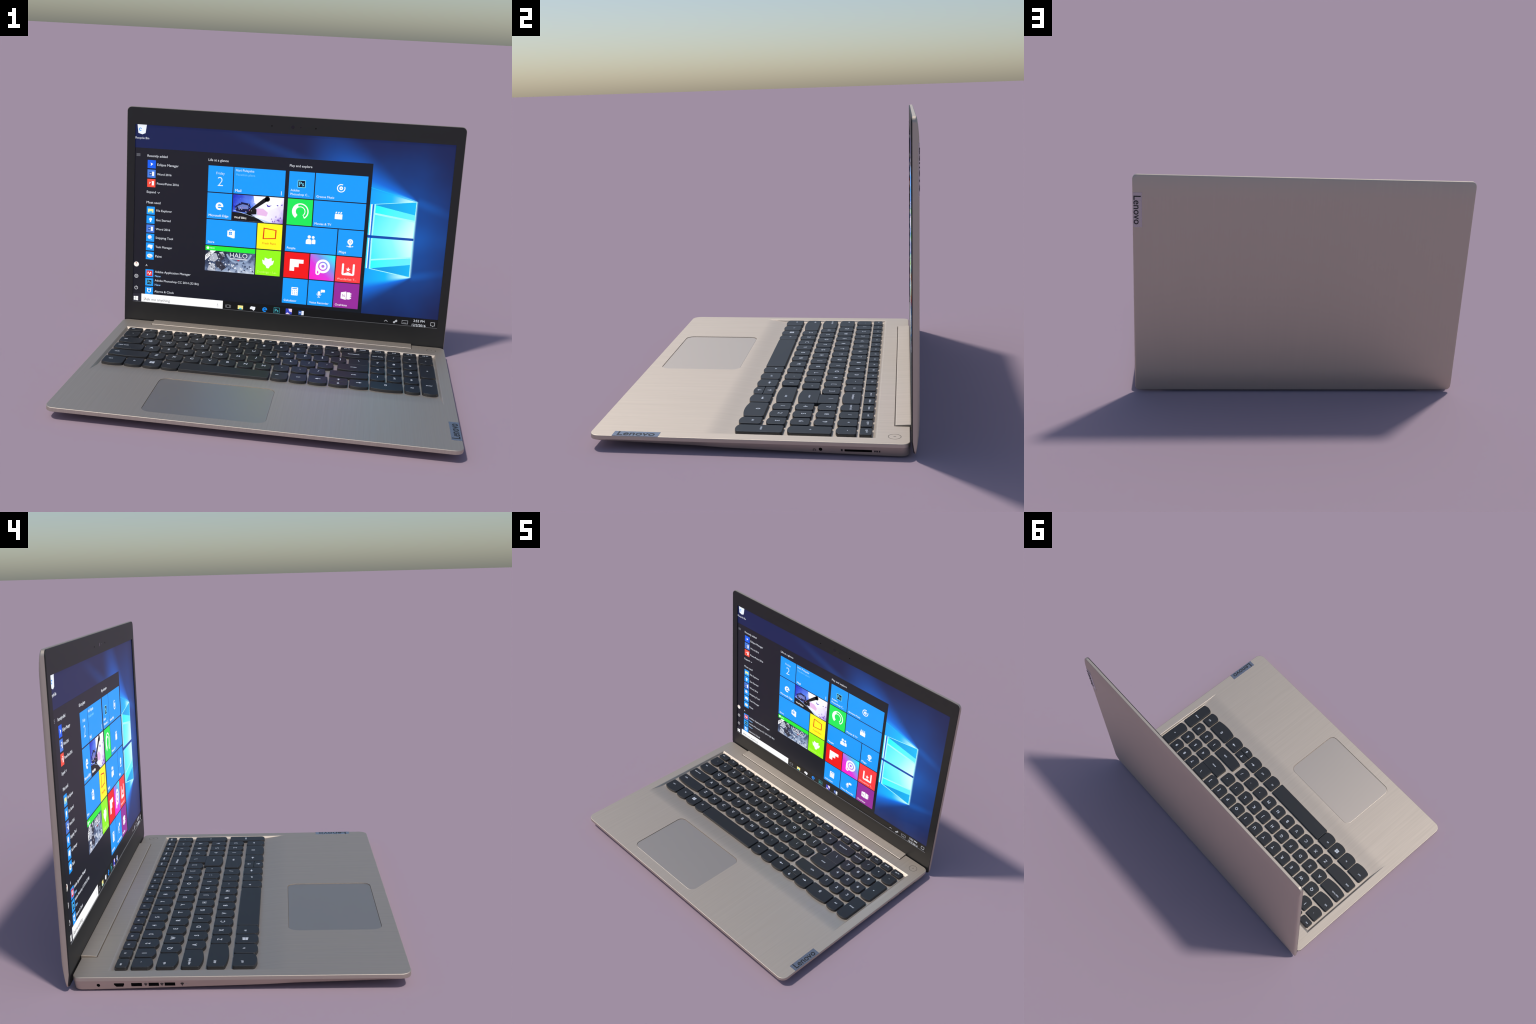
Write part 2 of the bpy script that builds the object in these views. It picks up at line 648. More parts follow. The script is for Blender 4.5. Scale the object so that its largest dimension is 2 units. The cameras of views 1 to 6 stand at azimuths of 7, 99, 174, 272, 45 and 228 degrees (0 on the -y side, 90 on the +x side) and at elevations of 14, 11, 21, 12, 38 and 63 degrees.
for s_, y_, z_ in ((1, 0.3506, 0.0266), (-1, 0.5354, 0.0256), (-1, 0.2062, 0.0278)):
    add('status_light', make_mesh('status_light', *on_side([circle(y_, z_, 0.0016, 10)], s_), fix=False), base, LED, angle=None)
add('button_light', make_mesh('button_light', *prism_xy(rounded_rect(0.9195, 0.9223, 0.6045, 0.6155, 0.0012, 3), DECK_Z - 0.001, DECK_Z + 0.0005)),
    base, plain('button_slit', (0.06, 0.05, 0.05), rough=0.5))

ring_v = []
for r_, z_ in ((0.0258, 0.0632), (0.0278, 0.0632), (0.0278, 0.0605), (0.0258, 0.0605)):
    ring_v += [(x, y, z_) for x, y in circle(*BUTTON, r_, n)]
add('button_ring', make_mesh('button_ring', ring_v, ring_f), base, plain('button_gap', (0.10, 0.085, 0.075), rough=0.6))  # dark brown ring set in the groove around the power button, for the dark line seen there

# hinge cover between the deck and the lid
hinge_profile = [(0.6110, 0.0500), (0.6110, 0.0644), (0.6116, 0.0662), (0.6132, 0.0675), (0.6160, 0.0681),
                 (0.6450, 0.0700), (0.6700, 0.0719), (0.6768, 0.0722), (0.6785, 0.0716), (0.6793, 0.0500)]
hv, hf = loft([[(x, y + dy, z + dz) for y, z in hinge_profile] for x, dy, dz in
               ((-0.8025, 0, -0.0008), (-0.8018, 0, 0), (0.8018, 0, 0), (0.8025, 0, -0.0008))])
add('hinge_cover', weighted(make_mesh('hinge_cover', hv, hf)), laptop, METAL, angle=None)
bar = [(0.690 + 0.0085 * math.cos(2 * math.pi * i / 16) - 0.004, 0.045 + 0.012 * math.sin(2 * math.pi * i / 16)) for i in range(16)]
hb = loft([[(x, y, z) for y, z in bar] for x in (-0.79, 0.79)])
add('hinge_barrel', make_mesh('hinge_barrel', *hb), laptop, BLACK)

# trackpad
g = 0.0016
pad_rings = []
for z, i in ((DECK_Z - 0.0058, 0.0), (DECK_Z - 0.0032, 0.0), (DECK_Z - 0.0026, 0.0008), (DECK_Z - 0.0025, 0.002)):
    o = rounded_rect(PAD_BOX[0] + g + i, PAD_BOX[1] - g - i, PAD_BOX[2] + g + i, PAD_BOX[3] - g - i, 0.0415, 8)
    pad_rings.append([(x, y, z) for x, y in o])
add('trackpad', weighted(make_mesh('trackpad', *loft(pad_rings))), laptop, PAD, angle=None)


# ------------------------------------------------------------------ keys
def key_outline(w, h, bow, r_back, r_front, inset):
    """Straight back edge, front edge bowed outward; centred, counter-clockwise."""
    x0, x1, y0, y1 = -w / 2 + inset, w / 2 - inset, -h / 2 + inset, h / 2 - inset
    pts = rounded_rect(x0, x1, y0, y1, (max(0.002, r_front - inset * 0.5), max(0.002, r_back - inset * 0.5)), 5)
    # extra points on the front edge so that it can bow
    front = [(x0 + r_front + (x1 - x0 - 2 * r_front) * i / 8, y0) for i in range(1, 8)]
    pts = pts[:6] + front + pts[6:]
    out = []
    for x, y in pts:
        t = max(0.0, (-y) / (h / 2)) ** 2
        out.append((x, y + bow * t * (2 * x / w) ** 2 * 1.0))
    return out


_key_mesh = {}


def key_mesh(w, h, bow, rb, rf):
    k = (round(w, 4), round(h, 4), bow, rb, rf)
    if k not in _key_mesh:
        rings = []
        for z, i in ((WELL_Z - 0.001, -0.0006), (KEY_TOP - 0.0050, -0.0003), (KEY_TOP - 0.0024, 0.0), (KEY_TOP - 0.0010, 0.0006), (KEY_TOP - 0.0003, 0.0015), (KEY_TOP, 0.0026)):
            rings.append([(x, y, z) for x, y in key_outline(w, h, bow, rb, rf, i)])
        me = weighted(make_mesh('key', *loft(rings)))
        me.name = 'key'
        me.materials.append(KEY)
        _key_mesh[k] = me
    return _key_mesh[k]


def arrow(direction):
    """A small solid arrow, 2D."""
    poly = [(-0.015, -0.0022), (0.001, -0.0022), (0.001, -0.0085), (0.0150, 0.0), (0.001, 0.0085), (0.001, 0.0022), (-0.015, 0.0022)]
    if direction in 'UD':
        poly = [(x * 0.72, y) for x, y in poly]
    a = {'R': 0, 'U': 90, 'L': 180, 'D': 270}[direction]
    c, s = math.cos(math.radians(a)), math.sin(math.radians(a))
    p = [(x * c - y * s, x * s + y * c) for x, y in poly]
    return p, [(2, 3, 4), (0, 1, 5, 6), (1, 2, 4, 5)]


def window_symbol(size, gap=0.05, slant=0.14):
    """Four panes in slight perspective, wider to the right; 2D."""
    vs, fs = [], []
    for (u0, u1) in ((-0.5, -0.06), (-0.0, 0.5)):
        for s in (-1, 1):
            o = len(vs)
            for u, v in ((u0, gap / 2), (u1, gap / 2), (u1, 0.5), (u0, 0.5)):
                k = 1.0 if v < 0.3 else (1.0 - slant * (0.5 - u))
                vs.append((u * size, s * v * k * size))
            fs.append((o, o + 1, o + 2, o + 3) if s > 0 else (o + 3, o + 2, o + 1, o))
    return vs, fs


LETTER, WORD, TINY = 0.0300, 0.0165, 0.0150
BACK_R, FRONT_R, BOW = 0.009, 0.011, 0.0120


def key(x0, x1, y0, y1, legend='', dx=0.0, dy=0.006, size=LETTER, kind=None, bow=BOW, rb=BACK_R, rf=FRONT_R):
    w, h = x1 - x0, y1 - y0
    cx, cy = (x0 + x1) / 2, (y0 + y1) / 2
    ob = bpy.data.objects.new('key', key_mesh(w, h, bow, rb, rf))
    COLL.objects.link(ob)
    ob.parent = laptop
    ob.location = (cx, cy, 0.0)
    if kind == 'arrow':
        flat, faces = arrow(legend)
    elif kind == 'window':
        flat, faces = window_symbol(0.027)
    elif legend:
        flat, faces = text_shape(legend, size=size)
    else:
        return ob
    v, f = raise_shape(flat, faces, 0.0005)
    v = place(v, (dx, dy, KEY_TOP), (1, 0, 0), (0, 1, 0), (0, 0, 1))
    add('key_legend', make_mesh('key_legend', v, f, fix=False), ob, LEGEND, angle=None)
    return ob


ROW_F, ROW_1, ROW_Q, ROW_A, ROW_Z, ROW_B = ((0.4610, 0.5140), (0.3580, 0.4465), (0.2530, 0.3410), (0.1475, 0.2355), (0.0410, 0.1285), (-0.0825, 0.0205))
W = 0.0870
# function row
key(-0.9145, -0.8300, *ROW_F, 'esc', -0.014, 0.004, TINY, bow=0.0, rf=0.011)
names = ['F%d' % i for i in range(1, 13)] + ['', 'prt sc', 'delete', 'home', 'end', 'pg up', 'pg dn']
for i, nm in enumerate(names):
    x = -0.8140 + 0.0920 * i
    key(x, x + 0.0765, *ROW_F, nm, 0.0, 0.004, TINY if i > 12 else 0.0135, bow=0.0, rf=0.011)
# number row
for i, nm in enumerate(['`', '1', '2', '3', '4', '5', '6', '7', '8', '9', '0', '-', '=']):
    x = -0.9140 + 0.1006 * i
    key(x, x + W, *ROW_1, nm, -0.009 + 0.0009 * i if i else 0.004, 0.006, LETTER if nm.isdigit() else 0.026)
key(0.3930, 0.5500, *ROW_1, 'backspace', -0.010, 0.006, WORD)
# letter rows
key(-0.9145, -0.7800, *ROW_Q, 'tab', -0.034, 0.012, WORD)
for i, nm in enumerate('QWERTYUIOP[]'):
    x = -0.7690 + 0.1003 * i
    key(x, x + W, *ROW_Q, nm, (-0.006, 0.004, 0.009)[min(i, 2)], 0.006, LETTER)
key(0.4375, 0.5500, ROW_Q[0] - 0.006, ROW_Q[1], '\\', 0.0, 0.012, 0.030, bow=0.0, rf=0.004)
key(-0.9145, -0.7445, *ROW_A, 'caps lock', -0.036, 0.012, WORD)
for i, nm in enumerate("ASDFGHJKL;'"):
    x = -0.7370 + 0.1003 * i
    key(x, x + W, *ROW_A, nm, -0.004 + 0.0012 * i, 0.007, LETTER)
key(0.3770, 0.5500, ROW_A[0], ROW_A[1] + 0.0115, 'enter', 0.004, 0.004, WORD, rb=0.005)
key(-0.9145, -0.6895, *ROW_Z, 'shift', -0.070, 0.012, WORD)
for i, nm in enumerate('ZXCVBNM,./'):
    x = -0.6810 + 0.1008 * i
    key(x, x + W, *ROW_Z, nm, -0.004 + 0.0012 * i, 0.006, LETTER)
key(0.3390, 0.5500, *ROW_Z, 'shift', 0.026, 0.004, WORD)
# bottom row
key(-0.9145, -0.7950, *ROW_B, 'ctrl', -0.020, 0.012, WORD)
key(-0.7870, -0.6910, *ROW_B, 'fn', 0.0, 0.010, WORD)
key(-0.6820, -0.5870, *ROW_B, 'w', -0.004, 0.008, kind='window')
key(-0.5790, -0.4850, *ROW_B, 'alt', -0.014, 0.012, WORD)
key(-0.4810, 0.0160, ROW_B[0] + 0.003, ROW_B[1], bow=0.0, rb=0.009, rf=0.009)
key(0.0265, 0.1170, *ROW_B, 'alt', -0.014, 0.012, WORD)
key(0.1275, 0.2200, *ROW_B, 'ctrl', 0.0, 0.006, WORD)
key(0.2290, 0.3310, *ROW_B, 'L', 0.0, 0.010, kind='arrow')
key(0.3410, 0.4420, -0.0300, ROW_B[1], 'U', 0.0, 0.002, kind='arrow', bow=0.0, rf=0.004)
key(0.3410, 0.4420, ROW_B[0], -0.0315, 'D', 0.0, 0.002, kind='arrow', rb=0.004)
key(0.4510, 0.5530, *ROW_B, 'R', 0.0, 0.010, kind='arrow')
# number pad
PADX = (0.5615, 0.6535, 0.7455, 0.8380)
NW = 0.0800
for row, labels in ((ROW_1, ('num lock', '/', '*', '-')), (ROW_Q, '789'), (ROW_A, '456'), (ROW_Z, '123')):
    for x, nm in zip(PADX, labels):
        key(x, x + NW, *row, nm, 0.0, 0.006, LETTER if nm.isdigit() else (WORD if len(nm) > 1 else 0.024))
key(PADX[3], PADX[3] + NW + 0.002, ROW_A[0], ROW_Q[1], '+', 0.0, 0.004, 0.022)
key(PADX[3], PADX[3] + NW + 0.002, ROW_B[0], ROW_Z[1], 'enter', 0.0, 0.010, WORD)
key(PADX[0], PADX[1] + NW + 0.002, *ROW_B, '0', -0.004, 0.012, LETTER)
key(PADX[2], PADX[2] + NW, *ROW_B, 'del', 0.0, 0.012, WORD)

# ------------------------------------------------------------------ lid
def kick(z):
    """The front of the lid bends back near its bottom edge."""
    return max(0.0, 0.075 - z) * 0.155


def lid_ring(y, s, t, b, bend=0.0):
    z0_, z1_, r_ = LID_Z0 + b, LID_Z1 - t, 0.027
    breaks = [z0_ + r_ + (z1_ - z0_ - 2 * r_) * k for k in (0.025, 0.05, 0.3, 0.6, 0.9)]
    o = rounded_rect(-LID_W + s, LID_W - s, z0_, z1_, r_, 8, breaks)
    return [(x, y + bend * kick(z), z) for x, z in o]


# (y, inset at the sides, at the top, at the bottom): thin edges, belly between
LID_SECTIONS = [
    (0.6985, 0.0, 0.0002, 0.0025), (0.7010, 0.0002, 0.0030, 0.0140), (0.7040, 0.0009, 0.0140, 0.0340),
    (0.7070, 0.0022, 0.0330, 0.0580), (0.7095, 0.0043, 0.0560, 0.0800), (0.7112, 0.0075, 0.0800, 0.1040),
    (0.7121, 0.0120, 0.1050, 0.1290), (LID_BACK_Y, 0.0190, 0.1350, 0.1560)]
lid_rings = [
    lid_ring(0.6880, 0.0040, 0.0040, 0.0040, 0.6),
    lid_ring(0.6848, 0.0030, 0.0030, 0.0030, 1.0),
    lid_ring(0.6848, 0.0, 0.0, 0.0008, 1.0),
    lid_ring(0.6965, 0.0, 0.0, 0.0),
] + [lid_ring(*q) for q in LID_SECTIONS]
lid = add('lid', weighted(make_mesh('lid', *loft(lid_rings))), laptop, METAL_LID, angle=None)


def lid_back(x, z):
    side = piecewise([(q[1], q[0]) for q in LID_SECTIONS])
    top = piecewise([(q[2], q[0]) for q in LID_SECTIONS])
    return min(side(LID_W - abs(x)), top(LID_Z1 - z))


# bezel: a thin frame with a rounded outer edge and the display opening
def frame(outer_rings, inner_rings):
    """Quads between an outer outline set and a rectangular opening."""
    n_ = len(outer_rings[0])
    verts, faces = [], []
    rings = outer_rings + inner_rings
    for r in rings:
        verts += r
    for i in range(len(rings) - 1):
        for j in range(n_):
            k = (j + 1) % n_
            faces.append((i * n_ + j, i * n_ + k, (i + 1) * n_ + k, (i + 1) * n_ + j))
    return verts, faces


def bezel_ring(y, s):
    o = rounded_rect(-0.9972 + s, 0.9972 - s, 0.0150 + s, 1.3965 - s, 0.0255, 8, (0.075, 0.1825, 0.5, 0.9, 1.295))
    return [(x, y + kick(z), z) for x, z in o]


bz_v, bz_f = frame([bezel_ring(0.6852, 0.0), bezel_ring(0.6812, 0.0), bezel_ring(0.6801, 0.0006), bezel_ring(BEZEL_Y, 0.0020)],
                   [])
bez = make_mesh('bezel', bz_v, bz_f, fix=False)
# front face of the frame: built as a grid so that the lower part can bend
bm = bmesh.new()
bm.from_mesh(bez)
bm.verts.ensure_lookup_table()
N = len(bezel_ring(0, 0))
last = [bm.verts[3 * N + i] for i in range(N)]
inner_front = [bm.verts.new(p) for p in ((SCREEN[0], BEZEL_Y, SCREEN[2]), (SCREEN[1], BEZEL_Y, SCREEN[2]), (SCREEN[1], BEZEL_Y, SCREEN[3]), (SCREEN[0], BEZEL_Y, SCREEN[3]))]
inner_back = [bm.verts.new((v.co.x, GLASS_Y + 0.0008, v.co.z)) for v in inner_front]
seg = 8
# outline order: front-left arc(9) front-right arc(9) right breaks(5) top-right arc(9) top-left arc(9) left breaks(5)
fl, fr = last[0:9], last[9:18]
rb, tr, tl, lb = last[18:23], last[23:32], last[32:41], last[41:46]
bottom = [lb[4]] + fl + fr + [rb[0]]            # the chin below the bend line
bm.faces.new(bottom)
bm.faces.new([lb[4], rb[0], rb[1], inner_front[1], inner_front[0], lb[3]])
bm.faces.new([rb[1], rb[2], rb[3], rb[4], inner_front[2], inner_front[1]])
bm.faces.new([rb[4]] + tr + tl + [lb[0], inner_front[3], inner_front[2]])
bm.faces.new([lb[0], lb[1], lb[2], lb[3], inner_front[0], inner_front[3]])
for i in range(4):
    j = (i + 1) % 4
    bm.faces.new([inner_front[i], inner_front[j], inner_back[j], inner_back[i]])
bmesh.ops.recalc_face_normals(bm, faces=bm.faces)
bm.to_mesh(bez)
bm.free()
add('bezel', weighted(bez, 30), lid, BLACK, angle=None)


def disc_on_bezel(name, x, z, r, mat, proud=0.0006):
    v, f = loft([[(a, BEZEL_Y + 0.001, b) for a, b in circle(x, z, r, 20)], [(a, BEZEL_Y - proud, b) for a, b in circle(x, z, r, 20)]])
    add(name, make_mesh(name, v, f), lid, mat)


disc_on_bezel('camera_lens', 0.0, 1.3372, 0.0098, LENS)
disc_on_bezel('camera_light', 0.0465, 1.3380, 0.0048, LENS)
disc_on_bezel('microphone_hole', -0.124, 1.3368, 0.0040, HOLE, 0.0003)
disc_on_bezel('microphone_hole', 0.135, 1.3368, 0.0040, HOLE, 0.0003)

# ------------------------------------------------------------------ name tags
def tag(surface, normal, right, up, box, text, text_len, anchor):
    """A thin plate that follows a surface, with raised lettering on it."""
    (a0, a1), (b0, b1) = box
    na, nb = 16, 8
    verts, faces = [], []
    nrm = Vector(normal)
    for layer in (0.0009, -0.0007):
        for i in range(na + 1):
            for j in range(nb + 1):
                p = Vector(surface(a0 + (a1 - a0) * i / na, b0 + (b1 - b0) * j / nb))
                verts.append(p + nrm * layer)
    m_ = (na + 1) * (nb + 1)
    idx = lambda i, j, k=0: k * m_ + i * (nb + 1) + j
    for i in range(na):
        for j in range(nb):
            faces.append((idx(i, j), idx(i + 1, j), idx(i + 1, j + 1), idx(i, j + 1)))
    rim = [(i, 0) for i in range(na)] + [(na, j) for j in range(nb)] + [(i, nb) for i in range(na, 0, -1)] + [(0, j) for j in range(nb, 0, -1)]
    for p, q in zip(rim, rim[1:] + rim[:1]):
        faces.append((idx(*p), idx(*q), idx(*q, 1), idx(*p, 1)))
    plate = add('name_tag', make_mesh('name_tag', verts, faces), laptop, TAG)
    flat, fs = text_shape(text, width=text_len)
    v, f = raise_shape(flat, fs, 0.0005)
    o = Vector(surface(*anchor)) + nrm * 0.0008
    add('tag_lettering', make_mesh('tag_lettering', place(v, o, right, up, normal), f, fix=False), plate, INK, angle=None)


tag(lambda a, b: (a, b, DECK_Z), (0, 0, 1), (0, 1, 0), (-1, 0, 0), ((0.9490, 0.9984), (-0.6060, -0.3995)), 'Lenovo', 0.168, (0.9715, -0.5025))
tag(lambda a, b: (a, lid_back(a, b), b), (0, 1, 0), (0, 0, -1), (-1, 0, 0), ((0.9455, 0.9965), (1.0885, 1.2970)), 'Lenovo', 0.172, (0.9720, 1.1915))

# ------------------------------------------------------------------ display
x0, x1, z0, z1 = SCREEN
v, f = loft([[(x, GLASS_Y, z) for x, z in box2(x0 - 0.003, x1 + 0.003, z0 - 0.003, z1 + 0.003)],
             [(x, GLASS_Y + 0.0006, z) for x, z in box2(x0 - 0.003, x1 + 0.003, z0 - 0.003, z1 + 0.003)]])
screen = add('screen', make_mesh('screen', v, f), laptop, wallpaper_material(), angle=None)

STEP = 0.00028
v, f = loft([[(x, y, z) for x, z in box2(x0, x1, z0 - 0.002, z0 + 0.0016)] for y in (BEZEL_Y + 0.0006, GLASS_Y + 0.0004)])
add('screen_trim', make_mesh('screen_trim', v, f), screen, plain('trim_grey', (0.16, 0.16, 0.165), rough=0.45), angle=None)  # thin grey strip along the bottom edge of the display opening, for the paler line seen there


def on_screen(name, flat, faces, mat, layer):
    """Put a flat (x, z) shape on the display as layer number `layer`."""
    v, f = raise_shape(flat, faces, 0.0001 + STEP * layer)
    v = [(x, GLASS_Y - h, z) for x, z, h in v]
    return add(name, make_mesh(name, v, f, fix=False), screen, mat, angle=None)


def polys(*outlines):
    vs, fs = [], []
    for o in outlines:
        # counter-clockwise in (x, z) as seen from the front
        area = sum(a[0] * b[1] - b[0] * a[1] for a, b in zip(o, o[1:] + o[:1]))
        o = list(o) if area > 0 else list(o)[::-1]
        fs.append(tuple(range(len(vs), len(vs) + len(o))))
        vs += o
    return vs, fs


def rect(name, a0, a1, b0, b1, mat, layer):
    return on_screen(name, *polys(box2(a0, a1, b0, b1)), mat, layer)


def ring_shape(cx, cz, r0, r1, a0=0.0, a1=360.0, n=28):
    out = []
    for i in range(n):
        t0, t1 = (math.radians(a0 + (a1 - a0) * k / n) for k in (i, i + 1))
        out.append([(cx + r * math.cos(t), cz + r * math.sin(t)) for r, t in ((r0, t0), (r1, t0), (r1, t1), (r0, t1))])
    return out


def label(text, a0, a1, zc, mat, layer, name='screen_text', bold=0.0):
    flat, fs = text_shape(text, width=a1 - a0, bold=bold)
    flat = [(x + (a0 + a1) / 2, y + zc) for x, y in flat]
    return on_screen(name, flat, fs, mat, layer)


WHITE, SOFT = lit(255, 255, 255), lit(222, 226, 234)
PALE, GREY = lit(150, 200, 250), lit(120, 122, 130)
BLUE, DARK, BAR = lit(31, 157, 255), lit(33, 34, 43), lit(22, 22, 30)

# glowing window of the wallpaper
pane_mid = lit_gradient('display_pane', [(0.0, (70, 240, 255)), (0.55, (140, 253, 255)), (1.0, (228, 255, 255))], (0.51, 0.86), (0.755, 0.74))
pane_low = lit_gradient('display_pane_low', [(0.0, (70, 240, 255)), (0.55, (140, 253, 255)), (1.0, (228, 255, 255))], (0.51, 0.60), (0.755, 0.70))
pane_sky = lit_gradient('display_pane_sky', [(0.0, (28, 150, 225)), (1.0, (31, 190, 250))], (0.51, 0.90), (0.755, 0.93))
pane_cyan = lit_gradient('display_pane_cyan', [(0.0, (31, 255, 255)), (1.0, (110, 240, 255))], (0.51, 0.87), (0.755, 0.85))
line = lit(170, 252, 255)
on_screen('window_pane', *polys([(0.516, 0.911), (0.752, 0.867), (0.756, 0.946), (0.515, 0.916)]), pane_sky, 1)
on_screen('window_pane', *polys([(0.517, 0.859), (0.7535, 0.827), (0.7535, 0.867), (0.516, 0.911)]), pane_cyan, 1)
on_screen('window_pane', *polys([(0.513, 0.727), (0.754, 0.727), (0.754, 0.827), (0.517, 0.859)]), pane_mid, 1)
on_screen('window_pane', *polys([(0.511, 0.710), (0.753, 0.711), (0.753, 0.612), (0.511, 0.578)]), pane_low, 1)
on_screen('window_pane', *polys([(0.511, 0.578), (0.753, 0.612), (0.753, 0.565), (0.513, 0.523)]), pane_cyan, 1)
on_screen('window_pane', *polys([(0.513, 0.522), (0.753, 0.565), (0.753, 0.486)]), pane_sky, 1)
on_screen('window_gap', *polys(box2(0.484, 0.757, 0.7118, 0.7265)), lit(27, 76, 168), 1)
on_screen('window_gap', *polys(box2(0.4995, 0.512, 0.523, 0.914)), lit(29, 110, 222), 1)
edges = []
for (ax, az), (bx, bz), w_ in (((0.515, 0.916), (0.512, 0.727), 0.0045), ((0.511, 0.710), (0.513, 0.521), 0.0045),
                               ((0.517, 0.859), (0.753, 0.829), 0.0055), ((0.512, 0.576), (0.752, 0.609), 0.0045),
                               ((0.7555, 0.945), (0.754, 0.727), 0.0020), ((0.753, 0.711), (0.753, 0.488), 0.0020),
                               ((0.515, 0.916), (0.755, 0.946), 0.0014), ((0.513, 0.522), (0.753, 0.487), 0.0022)):
    d = Vector((bx - ax, bz - az)).normalized() * w_
    edges.append([(ax - d.y, az + d.x), (ax + d.y, az - d.x), (bx + d.y, bz - d.x), (bx - d.y, bz + d.x)])
on_screen('window_frame', *polys(*edges), line, 2)
strips = [box2(0.484, 0.497, 0.729, 0.914), box2(0.484, 0.497, 0.523, 0.710)]
on_screen('window_pane', *polys(*strips), lit(60, 225, 255), 1)
on_screen('window_frame', *polys(box2(0.492, 0.5, 0.728, 0.915), box2(0.492, 0.498, 0.523, 0.710)), lit(235, 255, 255), 2)
# beam running from the upper corner to the menu
on_screen('light_beam', *polys([(0.484, 1.0115), (0.484, 1.0155), (0.757, 0.9475), (0.757, 0.9445)]), lit(31, 190, 255), 1)

# start menu and task bar
rect('start_menu', x0, 0.485, 0.236, 1.155, lit_gradient('display_menu', [(0.0, (36, 36, 44)), (0.5, (33, 34, 44)), (1.0, (29, 34, 42))], (-0.95, 0.9), (0.49, 0.3)), 1)
rect('task_bar', x0, x1, z0, 0.2365, BAR, 2)

# recycle bin
on_screen('desktop_icon', *polys([(-0.936, 1.2945), (-0.879, 1.2945), (-0.886, 1.244), (-0.905, 1.236), (-0.930, 1.243)]), lit(240, 246, 252), 1)
on_screen('desktop_icon', *polys(*ring_shape(-0.918, 1.266, 0.005, 0.0095, 20, 320, 12)), lit(40, 150, 240), 2)
label('Recycle Bin', -0.947, -0.863, 1.2125, SOFT, 1)

# left column
on_screen('menu_icon', *polys(*[box2(-0.939, -0.915, z_, z_ + 0.0028) for z_ in (1.104, 1.110, 1.116)]), GREY, 2)
label('Recently added', -0.871, -0.747, 1.1075, SOFT, 2)
label('Most used', -0.871, -0.784, 0.8235, SOFT, 2)
label('Expand', -0.871, -0.815, 0.886, SOFT, 2)
on_screen('menu_icon', *polys([(-0.804, 0.890), (-0.7965, 0.8815), (-0.7965, 0.8845), (-0.802, 0.891)], [(-0.7965, 0.8815), (-0.789, 0.890), (-0.791, 0.891), (-0.7965, 0.8845)]), SOFT, 2)
label('A', -0.869, -0.857, 0.424, SOFT, 2)
apps = [(1.0838, (31, 98, 240), 'Eclipse Manager', -0.677, 1.056, 'bird'), (1.0260, (76, 128, 226), 'Word 2016', -0.720, 1.000, 'W'),
        (0.9680, (255, 84, 66), 'PowerPoint 2016', -0.673, 0.943, 'P'), (0.7975, (31, 157, 255), 'File Explorer', -0.711, 0.773, 'folder'),
        (0.7405, (31, 157, 255), 'Get Started', -0.718, 0.716, 'bulb'), (0.6835, (76, 128, 226), 'Word 2016', -0.720, 0.659, 'W'),
        (0.6265, (31, 157, 255), 'Snipping Tool', -0.700, 0.602, 'snip'), (0.5695, (31, 157, 255), 'Task Manager', -0.703, 0.544, 'blob'),
        (0.5120, (31, 157, 255), 'Paint', -0.768, 0.486, 'paint'), (0.3980, (31, 157, 255), 'Adobe Application Manager', -0.582, 0.384, 'red'),
        (0.3410, (31, 157, 255), 'Adobe Photoshop CC 2014 (32 Bit)', -0.529, 0.328, 'Ps'), (0.2840, (31, 157, 255), 'Alarms & Clock', -0.684, 0.2585, 'clock')]
